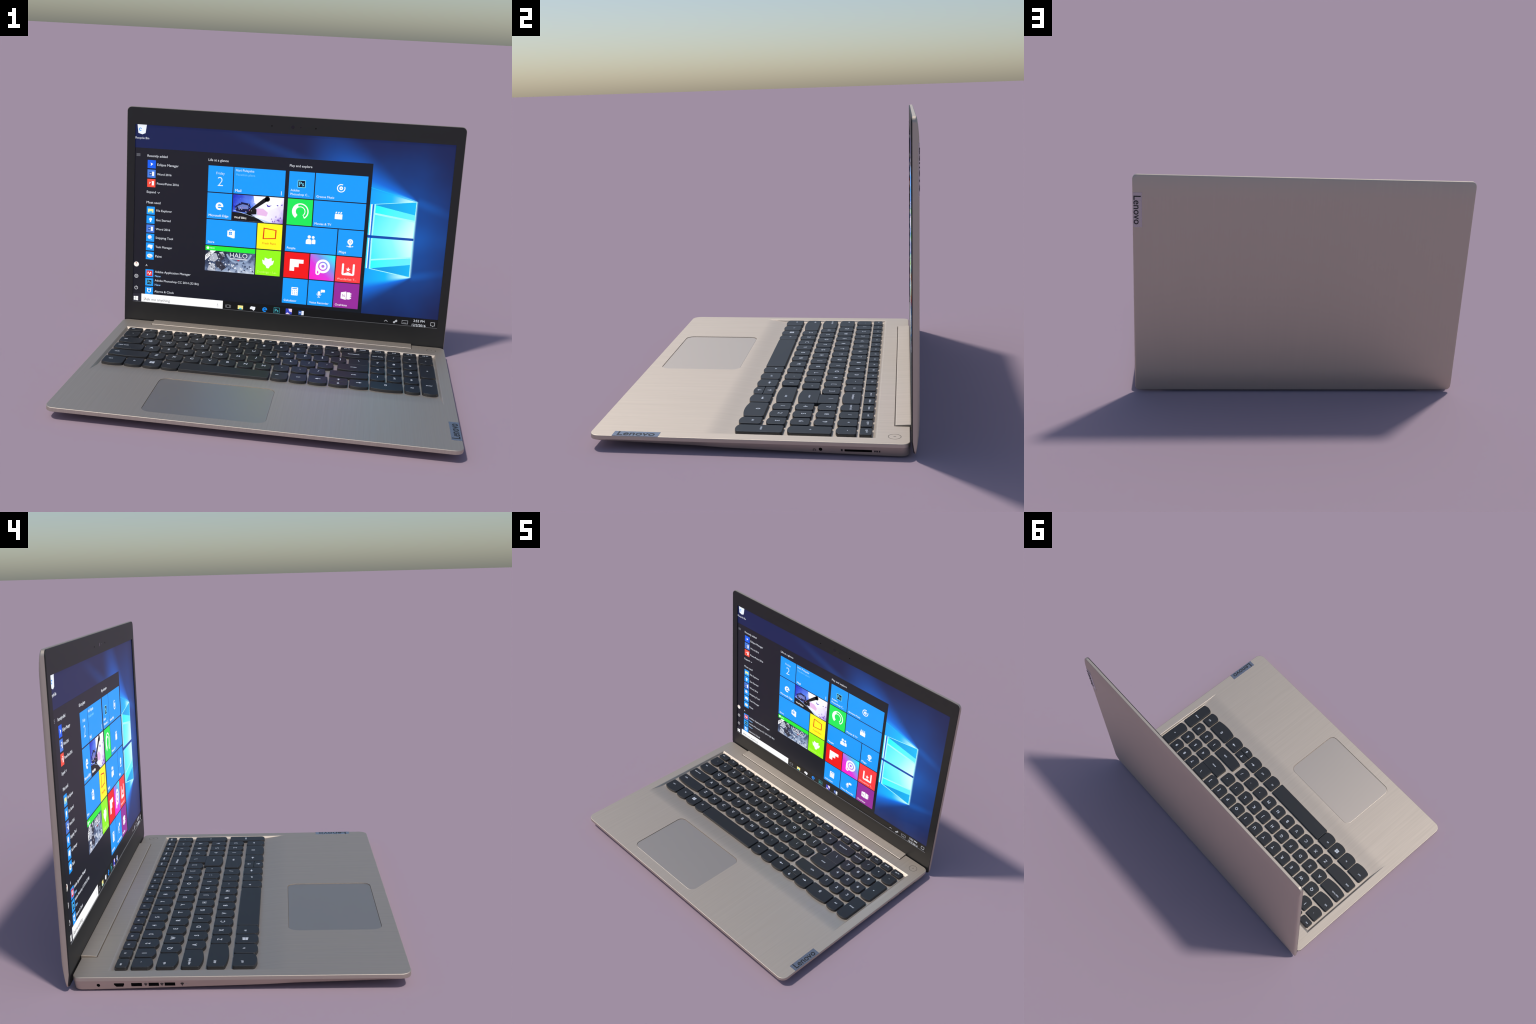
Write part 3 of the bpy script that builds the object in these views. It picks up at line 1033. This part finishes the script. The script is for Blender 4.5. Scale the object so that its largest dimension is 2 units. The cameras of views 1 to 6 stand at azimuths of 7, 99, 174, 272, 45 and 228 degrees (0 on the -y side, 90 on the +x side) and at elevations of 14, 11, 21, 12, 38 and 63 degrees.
for zt, col, nm, xr, zc, ic in apps:
    rect('app_icon', -0.869, -0.8185, max(zt - 0.0495, 0.2372), zt, lit(*col), 2)
    label(nm, -0.809, xr, zc, SOFT, 2)
    cx, cz = -0.8437, zt - 0.025
    if ic == 'bird':
        on_screen('icon_mark', *polys([(cx - 0.008, cz + 0.010), (cx + 0.009, cz + 0.002), (cx - 0.002, cz - 0.002)], [(cx - 0.003, cz + 0.006), (cx + 0.009, cz + 0.002), (cx - 0.006, cz - 0.011)]), WHITE, 3)
    elif ic in 'WP':
        on_screen('icon_mark', *polys(box2(cx + 0.002, cx + 0.016, cz - 0.013, cz + 0.013)), WHITE, 3)
        on_screen('icon_mark', *polys(box2(cx - 0.015, cx + 0.003, cz - 0.010, cz + 0.010)), lit(43, 87, 170) if ic == 'W' else lit(225, 45, 30), 4)
        label(ic, cx - 0.012, cx - (0.0005 if ic == 'W' else 0.003), cz, WHITE, 5, 'icon_mark')
    elif ic == 'folder':
        on_screen('icon_mark', *polys(box2(cx - 0.017, cx + 0.017, cz - 0.012, cz + 0.011)), lit(252, 240, 150), 3)
        on_screen('icon_mark', *polys(box2(cx - 0.009, cx + 0.010, cz - 0.013, cz - 0.003)), lit(80, 205, 240), 4)
    elif ic == 'bulb':
        on_screen('icon_mark', *polys(circle(cx, cz + 0.003, 0.0095, 14), box2(cx - 0.004, cx + 0.004, cz - 0.014, cz - 0.004)), WHITE, 3)
    elif ic == 'snip':
        on_screen('icon_mark', *polys(circle(cx - 0.003, cz + 0.004, 0.0125, 14)), lit(246, 235, 240), 3)
        on_screen('icon_mark', *polys([(cx, cz - 0.002), (cx + 0.014, cz - 0.012), (cx + 0.011, cz - 0.015), (cx - 0.003, cz - 0.005)]), lit(130, 190, 240), 4)
    elif ic == 'blob':
        on_screen('icon_mark', *polys([(cx - 0.014, cz + 0.006), (cx - 0.008, cz + 0.014), (cx + 0.017, cz + 0.011), (cx + 0.015, cz - 0.006), (cx + 0.008, cz - 0.015), (cx - 0.002, cz - 0.006), (cx - 0.017, cz - 0.006)]), lit(246, 250, 255), 3)
    elif ic == 'paint':
        on_screen('icon_mark', *polys([(cx + 0.018 * math.cos(math.radians(a)), cz - 0.001 + 0.0125 * math.sin(math.radians(a))) for a in range(0, 360, 24)]), lit(235, 245, 250), 3)
        for k, cc in enumerate(((250, 190, 80), (120, 200, 120), (230, 120, 120))):
            on_screen('icon_mark', *polys(circle(cx - 0.008 + 0.008 * k, cz + 0.001 - 0.003 * k, 0.0032, 8)), lit(*cc), 4)
    elif ic == 'red':
        on_screen('icon_mark', *polys(box2(cx - 0.018, cx + 0.018, cz - 0.017, cz + 0.017)), lit(232, 28, 34), 3)
        on_screen('icon_mark', *polys([(cx - 0.011, cz - 0.009), (cx - 0.011, cz + 0.009), (cx - 0.003, cz + 0.009)], [(cx + 0.011, cz - 0.009), (cx + 0.011, cz + 0.009), (cx + 0.003, cz + 0.009)], [(cx - 0.004, cz - 0.009), (cx + 0.006, cz - 0.009), (cx, cz + 0.004)]), WHITE, 4)
        label('New', -0.808, -0.771, cz - 0.0145, PALE, 2)
    elif ic == 'Ps':
        on_screen('icon_mark', *polys(box2(cx - 0.016, cx + 0.016, cz - 0.016, cz + 0.016)), lit(110, 220, 250), 3)
        on_screen('icon_mark', *polys(box2(cx - 0.0145, cx + 0.0145, cz - 0.0145, cz + 0.0145)), lit(22, 36, 62), 4)
        label('Ps', cx - 0.0095, cx + 0.0095, cz, lit(110, 220, 250), 5, 'icon_mark')
        label('New', -0.808, -0.771, cz - 0.0145, PALE, 2)
    elif ic == 'clock':
        on_screen('icon_mark', *polys(*ring_shape(cx, cz + 0.001, 0.008, 0.0125, 0, 360, 16), circle(cx - 0.010, cz + 0.013, 0.004, 8), circle(cx + 0.010, cz + 0.013, 0.004, 8)), WHITE, 3)

# account, settings and power symbols
on_screen('menu_icon', *polys(circle(-0.928, 0.4255, 0.0160, 20)), lit(248, 244, 236), 2)
on_screen('menu_icon', *polys([(-0.934, 0.436), (-0.926, 0.437), (-0.927, 0.427)]), lit(190, 60, 50), 3)
on_screen('menu_icon', *polys(*ring_shape(-0.927, 0.3485, 0.0085, 0.0125), *ring_shape(-0.927, 0.3485, 0.0028, 0.0052, n=12)), lit(190, 190, 195), 2)
on_screen('menu_icon', *polys(*ring_shape(-0.927, 0.2720, 0.0085, 0.0115, 110, 430), box2(-0.9285, -0.9255, 0.273, 0.286)), lit(205, 205, 210), 2)
rect('start_button', x0, -0.894, z0, 0.235, lit(48, 47, 58), 3)
fl_, ff_ = window_symbol(0.028)
on_screen('menu_icon', [(a - 0.9275, b + 0.2035) for a, b in fl_], ff_, WHITE, 4)
rect('search_box', -0.892, -0.3715, z0 + 0.002, 0.2362, WHITE, 3)
label('Ask me anything', -0.873, -0.708, 0.2005, lit(120, 120, 122), 4)
rect('search_box', -0.8755, -0.8742, 0.190, 0.2175, lit(60, 60, 60), 4)
on_screen('menu_icon', *polys(*ring_shape(-0.404, 0.2035, 0.006, 0.0076, 180, 360, 10), box2(-0.4048, -0.4032, 0.192, 0.198), box2(-0.4072, -0.4008, 0.203, 0.215)), lit(205, 205, 208), 4)

# task bar symbols
on_screen('task_icon', *polys(*[box2(-0.348, -0.326, z_, z_ + 0.0022) for z_ in (0.1945, 0.2115)], *[box2(x_, x_ + 0.0022, 0.1945, 0.2135) for x_ in (-0.348, -0.3282, -0.3535, -0.3225)]), lit(140, 140, 146), 3)
on_screen('task_icon', *polys(box2(-0.276, -0.243, 0.192, 0.216)), lit(250, 236, 150), 3)
on_screen('task_icon', *polys(box2(-0.266, -0.252, 0.191, 0.201)), lit(80, 205, 235), 4)
on_screen('task_icon', *polys([(-0.200, 0.206), (-0.193, 0.217), (-0.166, 0.215), (-0.168, 0.198), (-0.177, 0.190), (-0.186, 0.198), (-0.199, 0.199)]), lit(240, 242, 246), 3)


def e_mark(cx, cz, r):
    """A bold letter e: open ring with a crossbar."""
    return [*ring_shape(cx, cz, r * 0.52, r, 0, 305, 22), box2(cx - r * 0.7, cx + r * 0.98, cz - r * 0.16, cz + r * 0.14)]


on_screen('task_icon', *polys(*e_mark(-0.107, 0.2035, 0.0150)), lit(28, 140, 240), 3)
on_screen('task_icon', *polys(box2(-0.051, -0.014, 0.187, 0.2235)), lit(62, 150, 160), 3)
on_screen('task_icon', *polys(box2(-0.0488, -0.0162, 0.1892, 0.2213)), lit(16, 30, 42), 4)
label('Ps', -0.0435, -0.0215, 0.205, lit(80, 190, 200), 5, 'task_icon')
on_screen('task_icon', *polys(box2(0.024, 0.062, 0.188, 0.2235)), lit(60, 70, 190), 3)
on_screen('task_icon', *polys([(0.040, 0.2235), (0.062, 0.2235), (0.062, 0.202), (0.046, 0.207)], [(0.024, 0.188), (0.052, 0.188), (0.034, 0.199)]), lit(236, 214, 240), 4)
on_screen('task_icon', *polys(box2(0.119, 0.136, 0.190, 0.2165)), lit(236, 242, 252), 3)
on_screen('task_icon', *polys(box2(0.103, 0.122, 0.191, 0.2165)), lit(43, 87, 170), 4)
label('W', 0.106, 0.119, 0.204, WHITE, 5, 'task_icon')
TRAY = lit(180, 182, 188)
on_screen('task_icon', *polys([(0.628, 0.199), (0.639, 0.209), (0.639, 0.2055), (0.630, 0.197)], [(0.639, 0.209), (0.650, 0.199), (0.648, 0.197), (0.639, 0.2055)]), TRAY, 3)
on_screen('task_icon', *polys([(0.683, 0.196), (0.690, 0.191), (0.707, 0.211), (0.701, 0.216)], circle(0.701, 0.207, 0.0065, 10), *ring_shape(0.688, 0.198, 0.003, 0.0058, n=10)), TRAY, 3)
on_screen('task_icon', *polys(box2(0.735, 0.772, 0.1925, 0.1950), box2(0.735, 0.772, 0.2130, 0.2155), box2(0.735, 0.7375, 0.1925, 0.2155), box2(0.7695, 0.772, 0.1925, 0.2155), box2(0.744, 0.763, 0.1985, 0.2005)), lit(150, 152, 158), 3)
label('2:52 PM', 0.804, 0.870, 0.2185, SOFT, 3)
label('12/2/2016', 0.797, 0.879, 0.1915, SOFT, 3)
on_screen('task_icon', *polys(box2(0.907, 0.933, 0.2155, 0.218), box2(0.907, 0.9095, 0.195, 0.218), box2(0.9305, 0.933, 0.195, 0.218), [(0.907, 0.195), (0.917, 0.195), (0.920, 0.1885), (0.9205, 0.192), (0.918, 0.1975), (0.907, 0.1975)], [(0.933, 0.195), (0.925, 0.195), (0.920, 0.1885), (0.9205, 0.192), (0.924, 0.1975), (0.933, 0.1975)]), TRAY, 3)

# tiles
label('Life at a glance', -0.495, -0.373, 1.109, SOFT, 2)
label('Play and explore', -0.005, 0.129, 1.1085, SOFT, 2)
COLS = (-0.4935, -0.3360, -0.1785, -0.0040, 0.1535, 0.3110)
ROWS = (1.0772, 0.9122, 0.7475, 0.5825, 0.4178)
TW, TH, PITCH = 0.1512, 0.1587, 0.1575


def tile(c, r, span, mat, text=None, width=0.0, text_mat=None):
    a0, zt = COLS[c], ROWS[r]
    a1 = a0 + TW + PITCH * (span - 1)
    rect('app_tile', a0, a1, zt - TH, zt, mat, 2)
    if text:
        label(text, a0 + 0.0115, a0 + 0.0115 + width, zt - TH + 0.0185, text_mat or WHITE, 3, 'tile_text')
    return (a0 + a1) / 2, zt - TH / 2


def mark(mat, layer, *outlines):
    on_screen('tile_mark', *polys(*outlines), mat, layer)


tile(0, 0, 1, BLUE)
label('Friday', -0.445, -0.393, 1.0315, lit(205, 232, 255), 3, 'tile_text')
label('2', -0.4345, -0.4015, 0.984, lit(225, 242, 255), 3, 'tile_text', -0.012)
tile(1, 0, 2, BLUE, 'Mail', 0.036)
label('Hari Pulapaka', -0.326, -0.215, 1.0575, lit(222, 240, 255), 3, 'tile_text')
label('Vacation plans', -0.3255, -0.209, 1.032, lit(120, 200, 255), 3, 'tile_text')
label('1', -0.0475, -0.0440, 0.9395, WHITE, 3, 'tile_text')
cx, cz = tile(0, 1, 1, BLUE, 'Microsoft Edge', 0.122)
mark(WHITE, 3, *e_mark(-0.4175, 0.8325, 0.0235))
# picture tile with plain stand-in shapes
tile(1, 1, 2, lit_gradient('display_picture', [(0.0, (30, 40, 200)), (0.35, (90, 130, 240)), (0.6, (255, 255, 255)), (0.85, (235, 225, 255)), (1.0, (150, 110, 215))], (-0.33, 0.92), (-0.03, 0.76), 0.35, 22.0))
mark(lit(255, 255, 255), 3, [(-0.212, 0.911), (-0.03, 0.911), (-0.05, 0.86), (-0.10, 0.835), (-0.17, 0.842), (-0.205, 0.87)])
mark(lit(18, 18, 34), 4, [(-0.150, 0.900), (-0.125, 0.911), (-0.115, 0.895), (-0.135, 0.880), (-0.20, 0.832), (-0.222, 0.836)], circle(-0.128, 0.898, 0.0165, 14))
mark(lit(22, 26, 70), 4, [(-0.325, 0.838), (-0.285, 0.868), (-0.235, 0.862), (-0.225, 0.838), (-0.245, 0.806), (-0.312, 0.808)])
mark(lit(110, 130, 200), 5, [(-0.308, 0.842), (-0.276, 0.856), (-0.240, 0.850), (-0.240, 0.828), (-0.300, 0.826)])
mark(lit(20, 18, 32), 3, [(-0.336, 0.7538), (-0.140, 0.7538), (-0.230, 0.80), (-0.336, 0.805)])
mark(lit(20, 18, 32), 3, [(-0.222, 0.836), (-0.19, 0.832), (-0.19, 0.80), (-0.26, 0.79)])
mark(lit(236, 190, 235), 4, [(-0.192, 0.835), (-0.150, 0.838), (-0.120, 0.815), (-0.128, 0.792), (-0.185, 0.798)])
mark(lit(190, 215, 250), 4, [(-0.336, 0.815), (-0.325, 0.816), (-0.09, 0.7535), (-0.13, 0.7535), (-0.20, 0.782)])
mark(lit(80, 50, 190), 4, [(-0.132, 0.868), (-0.118, 0.858), (-0.098, 0.862), (-0.115, 0.850), (-0.126, 0.852)], [(-0.072, 0.863), (-0.060, 0.868), (-0.060, 0.858)], [(-0.045, 0.868), (-0.034, 0.873), (-0.036, 0.862)])
rng = random.Random(7)
for col_, boxq, cnt, sz, lay in (((120, 80, 190), (-0.10, -0.03, 0.757, 0.80), 9, 0.012, 4), ((90, 120, 225), (-0.33, -0.22, 0.812, 0.90), 10, 0.008, 5),
                                 ((225, 120, 170), (-0.30, -0.20, 0.82, 0.86), 6, 0.006, 6), ((235, 240, 255), (-0.32, -0.20, 0.81, 0.87), 9, 0.005, 6)):
    bits = []
    for _ in range(cnt):
        px, pz = rng.uniform(boxq[0], boxq[1]), rng.uniform(boxq[2], boxq[3])
        bits.append([(px - sz * rng.uniform(0.2, 0.6), pz - sz * 0.3), (px + sz * rng.uniform(0.2, 0.6), pz - sz * 0.3), (px + sz * rng.uniform(-0.2, 0.2), pz + sz * rng.uniform(0.3, 1.0))])
    mark(lit(*col_), lay, *bits)
label('Wolf Blitz', -0.325, -0.249, 0.772, WHITE, 5, 'tile_text')
cx, cz = tile(0, 2, 2, BLUE, 'Store', 0.041)
mark(WHITE, 3, [(-0.362, 0.686), (-0.316, 0.688), (-0.316, 0.642), (-0.325, 0.640), (-0.362, 0.650)], *ring_shape(-0.341, 0.687, 0.0065, 0.0095, 0, 180, 10))
mark(BLUE, 4, *[box2(a, a + 0.0085, b, b + 0.0085) for a in (-0.352, -0.342) for b in (0.6605, 0.6705)])
tile(2, 2, 1, lit(255, 250, 40))
RED = lit(226, 40, 28)
fr0 = [(-0.141, 0.722), (-0.061, 0.712), (-0.063, 0.657), (-0.144, 0.650)]
mark(RED, 3, *[[fr0[i], fr0[(i + 1) % 4], tuple(c + (m - c) * 0.84 for c, m in zip(((-0.1020, 0.6855)), fr0[(i + 1) % 4])), tuple(c + (m - c) * 0.82 for c, m in zip(((-0.1020, 0.6855)), fr0[i]))] for i in range(4)])
label('Fresh Paint', -0.143, -0.061, 0.6255, lit(226, 60, 30), 3, 'tile_text')
# game tile: green banner over a plain grey-blue scene with a plain stand-in figure
tile(0, 3, 2, lit_gradient('display_scene', [(0.0, (40, 46, 66)), (0.4, (76, 90, 122)), (0.62, (140, 158, 190)), (1.0, (206, 216, 232))], (-0.30, 0.58), (-0.24, 0.40), 0.75, 34.0))
rect('tile_banner', COLS[0], COLS[0] + TW + PITCH, 0.5535, ROWS[3], lit(44, 240, 62), 3)
mark(WHITE, 4, circle(-0.4785, 0.5685, 0.0085, 14))
label('XBOX', -0.466, -0.436, 0.5685, WHITE, 4, 'tile_text')
mark(lit(246, 247, 250), 4, [(COLS[0], 0.488), (COLS[0], 0.522), (-0.462, 0.5535), (-0.428, 0.5535)])
lt, lf = text_shape('LITE', width=0.040)
c45 = math.cos(math.radians(46))
on_screen('tile_text', [(-0.4735 + (a - b) * c45, 0.5305 + (a + b) * c45) for a, b in lt], lf, lit(30, 30, 36), 5)
mark(lit(180, 184, 198), 4, [(-0.470, 0.500), (-0.452, 0.535), (-0.425, 0.538), (-0.412, 0.505), (-0.430, 0.486), (-0.455, 0.486)], [(-0.478, 0.430), (-0.465, 0.470), (-0.440, 0.468), (-0.425, 0.4245), (-0.47, 0.4245)])
mark(lit(60, 60, 74), 5, [(-0.408, 0.540), (-0.380, 0.538), (-0.376, 0.505), (-0.395, 0.490), (-0.410, 0.505)], [(-0.430, 0.486), (-0.395, 0.490), (-0.360, 0.452), (-0.385, 0.43), (-0.425, 0.46)])
mark(lit(206, 212, 222), 5, [(-0.408, 0.545), (-0.382, 0.550), (-0.374, 0.530), (-0.390, 0.525)])
mark(lit(150, 170, 200), 3, *ring_shape(-0.285, 0.565, 0.072, 0.084, 200, 345, 16))
for col_, boxq, cnt, sz, lay in (((225, 230, 240), (-0.48, -0.20, 0.428, 0.475), 26, 0.012, 4), ((58, 68, 96), (-0.40, -0.19, 0.430, 0.490), 22, 0.013, 4),
                                 ((240, 242, 248), (-0.47, -0.41, 0.445, 0.535), 10, 0.010, 5), ((40, 42, 56), (-0.47, -0.37, 0.430, 0.545), 14, 0.011, 6),
                                 ((190, 196, 210), (-0.44, -0.37, 0.430, 0.540), 10, 0.008, 7)):
    bits = []
    for _ in range(cnt):
        px, pz = rng.uniform(boxq[0], boxq[1]), rng.uniform(boxq[2], boxq[3])
        bits.append([(px - sz * rng.uniform(0.3, 0.7), pz - sz * 0.3), (px + sz * rng.uniform(0.3, 0.7), pz - sz * 0.3), (px + sz * rng.uniform(-0.5, 0.5), pz + sz * rng.uniform(0.2, 0.8))])
    mark(lit(*col_), lay, *bits)
label('HALO', -0.340, -0.232, 0.5335, lit(236, 238, 244), 5, 'tile_text')
mark(lit(210, 214, 224), 5, box2(-0.340, -0.232, 0.5075, 0.5145))
mark(lit(190, 40, 50), 5, [(-0.296, 0.505), (-0.276, 0.505), (-0.286, 0.497)])
# plain white stand-in figure on green
tile(2, 3, 1, lit(150, 250, 28), 'Duolingo - Le..', 0.122, lit(205, 255, 110))
mark(WHITE, 3, [(-0.124, 0.536), (-0.103, 0.528), (-0.082, 0.537), (-0.080, 0.515), (-0.066, 0.522), (-0.072, 0.497), (-0.090, 0.484), (-0.096, 0.470), (-0.110, 0.470), (-0.116, 0.484), (-0.134, 0.497), (-0.140, 0.522), (-0.126, 0.515)])
cx, cz = tile(3, 0, 1, BLUE)
label('Adobe', 0.0085, 0.062, 0.9645, lit(235, 246, 255), 3, 'tile_text')
label('Photoshop C...', 0.0085, 0.122, 0.9385, lit(235, 246, 255), 3, 'tile_text')
mark(lit(120, 225, 255), 3, box2(0.048, 0.096, 0.982, 1.028))
mark(lit(18, 26, 48), 4, box2(0.0515, 0.0925, 0.9855, 1.0245))
label('Ps', 0.057, 0.086, 1.005, lit(120, 225, 255), 5, 'tile_text')
tile(4, 0, 2, BLUE, 'Groove Music', 0.106)
mark(WHITE, 3, *ring_shape(0.308, 0.9965, 0.0195, 0.0250, 65, 385), *ring_shape(0.308, 0.9965, 0.0032, 0.0112))
tile(3, 1, 1, lit(36, 234, 92))
mark(WHITE, 3, *ring_shape(0.0745, 0.838, 0.0270, 0.0500, 112, 235, 14))
mark(WHITE, 3, *ring_shape(0.0745, 0.838, 0.0430, 0.0500, -55, 112, 18), *ring_shape(0.0745, 0.838, 0.0260, 0.0310, -55, 112, 18), [(0.0895, 0.8165), (0.093, 0.813), (0.1032, 0.797), (0.098, 0.803)], [(0.0975, 0.7985), (0.1032, 0.797), (0.1020, 0.8030), (0.0925, 0.8165)])
tile(4, 1, 2, BLUE, 'Movies & TV', 0.100)
mark(WHITE, 3, rounded_rect(0.2825, 0.3275, 0.8085, 0.8400, 0.003, 3), *[[(a, 0.8435), (a + 0.008, 0.8435), (a + 0.012, 0.8535), (a + 0.004, 0.8535)] for a in (0.284, 0.2985, 0.313)])
tile(3, 2, 2, BLUE, 'People', 0.052)
mark(WHITE, 3, circle(0.1385, 0.6865, 0.0100, 16), circle(0.1625, 0.6855, 0.0085, 16), rounded_rect(0.1195, 0.1535, 0.6420, 0.6735, (0.003, 0.013), 5), rounded_rect(0.1565, 0.1775, 0.6445, 0.6735, (0.003, 0.009), 5))
tile(5, 2, 1, BLUE, 'Maps', 0.043)
mark(WHITE, 3, *ring_shape(0.3860, 0.676, 0.0085, 0.0170), circle(0.386, 0.676, 0.0058, 12), [(0.374, 0.664), (0.398, 0.664), (0.386, 0.650)], rounded_rect(0.376, 0.396, 0.6425, 0.6500, 0.003, 3), circle(0.3695, 0.648, 0.0035, 8), circle(0.4025, 0.648, 0.0035, 8))
tile(3, 3, 1, lit(242, 28, 32))
mark(WHITE, 3, [(0.031, 0.541), (0.114, 0.541), (0.114, 0.5165), (0.086, 0.5165), (0.086, 0.4925), (0.0595, 0.4925), (0.0595, 0.467), (0.031, 0.467)])
cx, cz = tile(4, 3, 1, lit_gradient('display_picture_tile', [(0.0, (255, 38, 205)), (0.35, (225, 60, 225)), (0.65, (120, 150, 240)), (1.0, (36, 245, 255))], (0.17, 0.44), (0.30, 0.575)))
mark(WHITE, 3, *ring_shape(0.2330, 0.511, 0.0290, 0.0430), *ring_shape(0.2330, 0.511, 0.0095, 0.0215), box2(0.190, 0.2000, 0.468, 0.511), box2(0.2080, 0.2175, 0.468, 0.480), *ring_shape(0.2038, 0.468, 0.0048, 0.0138, 180, 360, 12))
tile(5, 3, 1, lit(255, 66, 70), 'Wunderlist: T...', 0.118, lit(255, 205, 200))
star = [(0.3865 + (0.0155 if i % 2 == 0 else 0.0062) * math.sin(math.pi * i / 5), 0.5035 + (0.0155 if i % 2 == 0 else 0.0062) * math.cos(math.pi * i / 5)) for i in range(10)]
mark(WHITE, 3, star, rounded_rect(0.348, 0.3600, 0.470, 0.540, 0.005, 3), rounded_rect(0.413, 0.4250, 0.470, 0.540, 0.005, 3), [(0.352, 0.467), (0.421, 0.467), (0.413, 0.477), (0.3865, 0.488), (0.360, 0.477)])
tile(3, 4, 1, BLUE, 'Calculator', 0.078)
mark(WHITE, 3, rounded_rect(0.0505, 0.0915, 0.3125, 0.3640, 0.003, 3))
mark(BLUE, 4, box2(0.057, 0.085, 0.3530, 0.3585), *[box2(a, a + 0.0045, b, b + 0.004) for a in (0.057, 0.0688, 0.0806) for b in (0.3195, 0.3305, 0.3415)])
tile(4, 4, 1, BLUE, 'Voice Recorder', 0.119)
mark(WHITE, 3, rounded_rect(0.213, 0.229, 0.327, 0.352, 0.0075, 5), *ring_shape(0.221, 0.336, 0.0120, 0.0145, 180, 360, 12), box2(0.2195, 0.2225, 0.314, 0.324), box2(0.213, 0.229, 0.3125, 0.3155), rounded_rect(0.231, 0.2565, 0.347, 0.363, 0.003, 3), [(0.233, 0.349), (0.242, 0.349), (0.233, 0.342)])
tile(5, 4, 1, lit(152, 50, 156), 'OneNote', 0.073)
mark(WHITE, 3, [(0.354, 0.358), (0.386, 0.365), (0.386, 0.312), (0.354, 0.319)], rounded_rect(0.389, 0.410, 0.316, 0.361, 0.003, 3), box2(0.410, 0.4175, 0.348, 0.356), box2(0.410, 0.4175, 0.335, 0.343), box2(0.410, 0.4175, 0.321, 0.329))
label('N', 0.3625, 0.3775, 0.3385, lit(152, 50, 156), 4, 'tile_text')
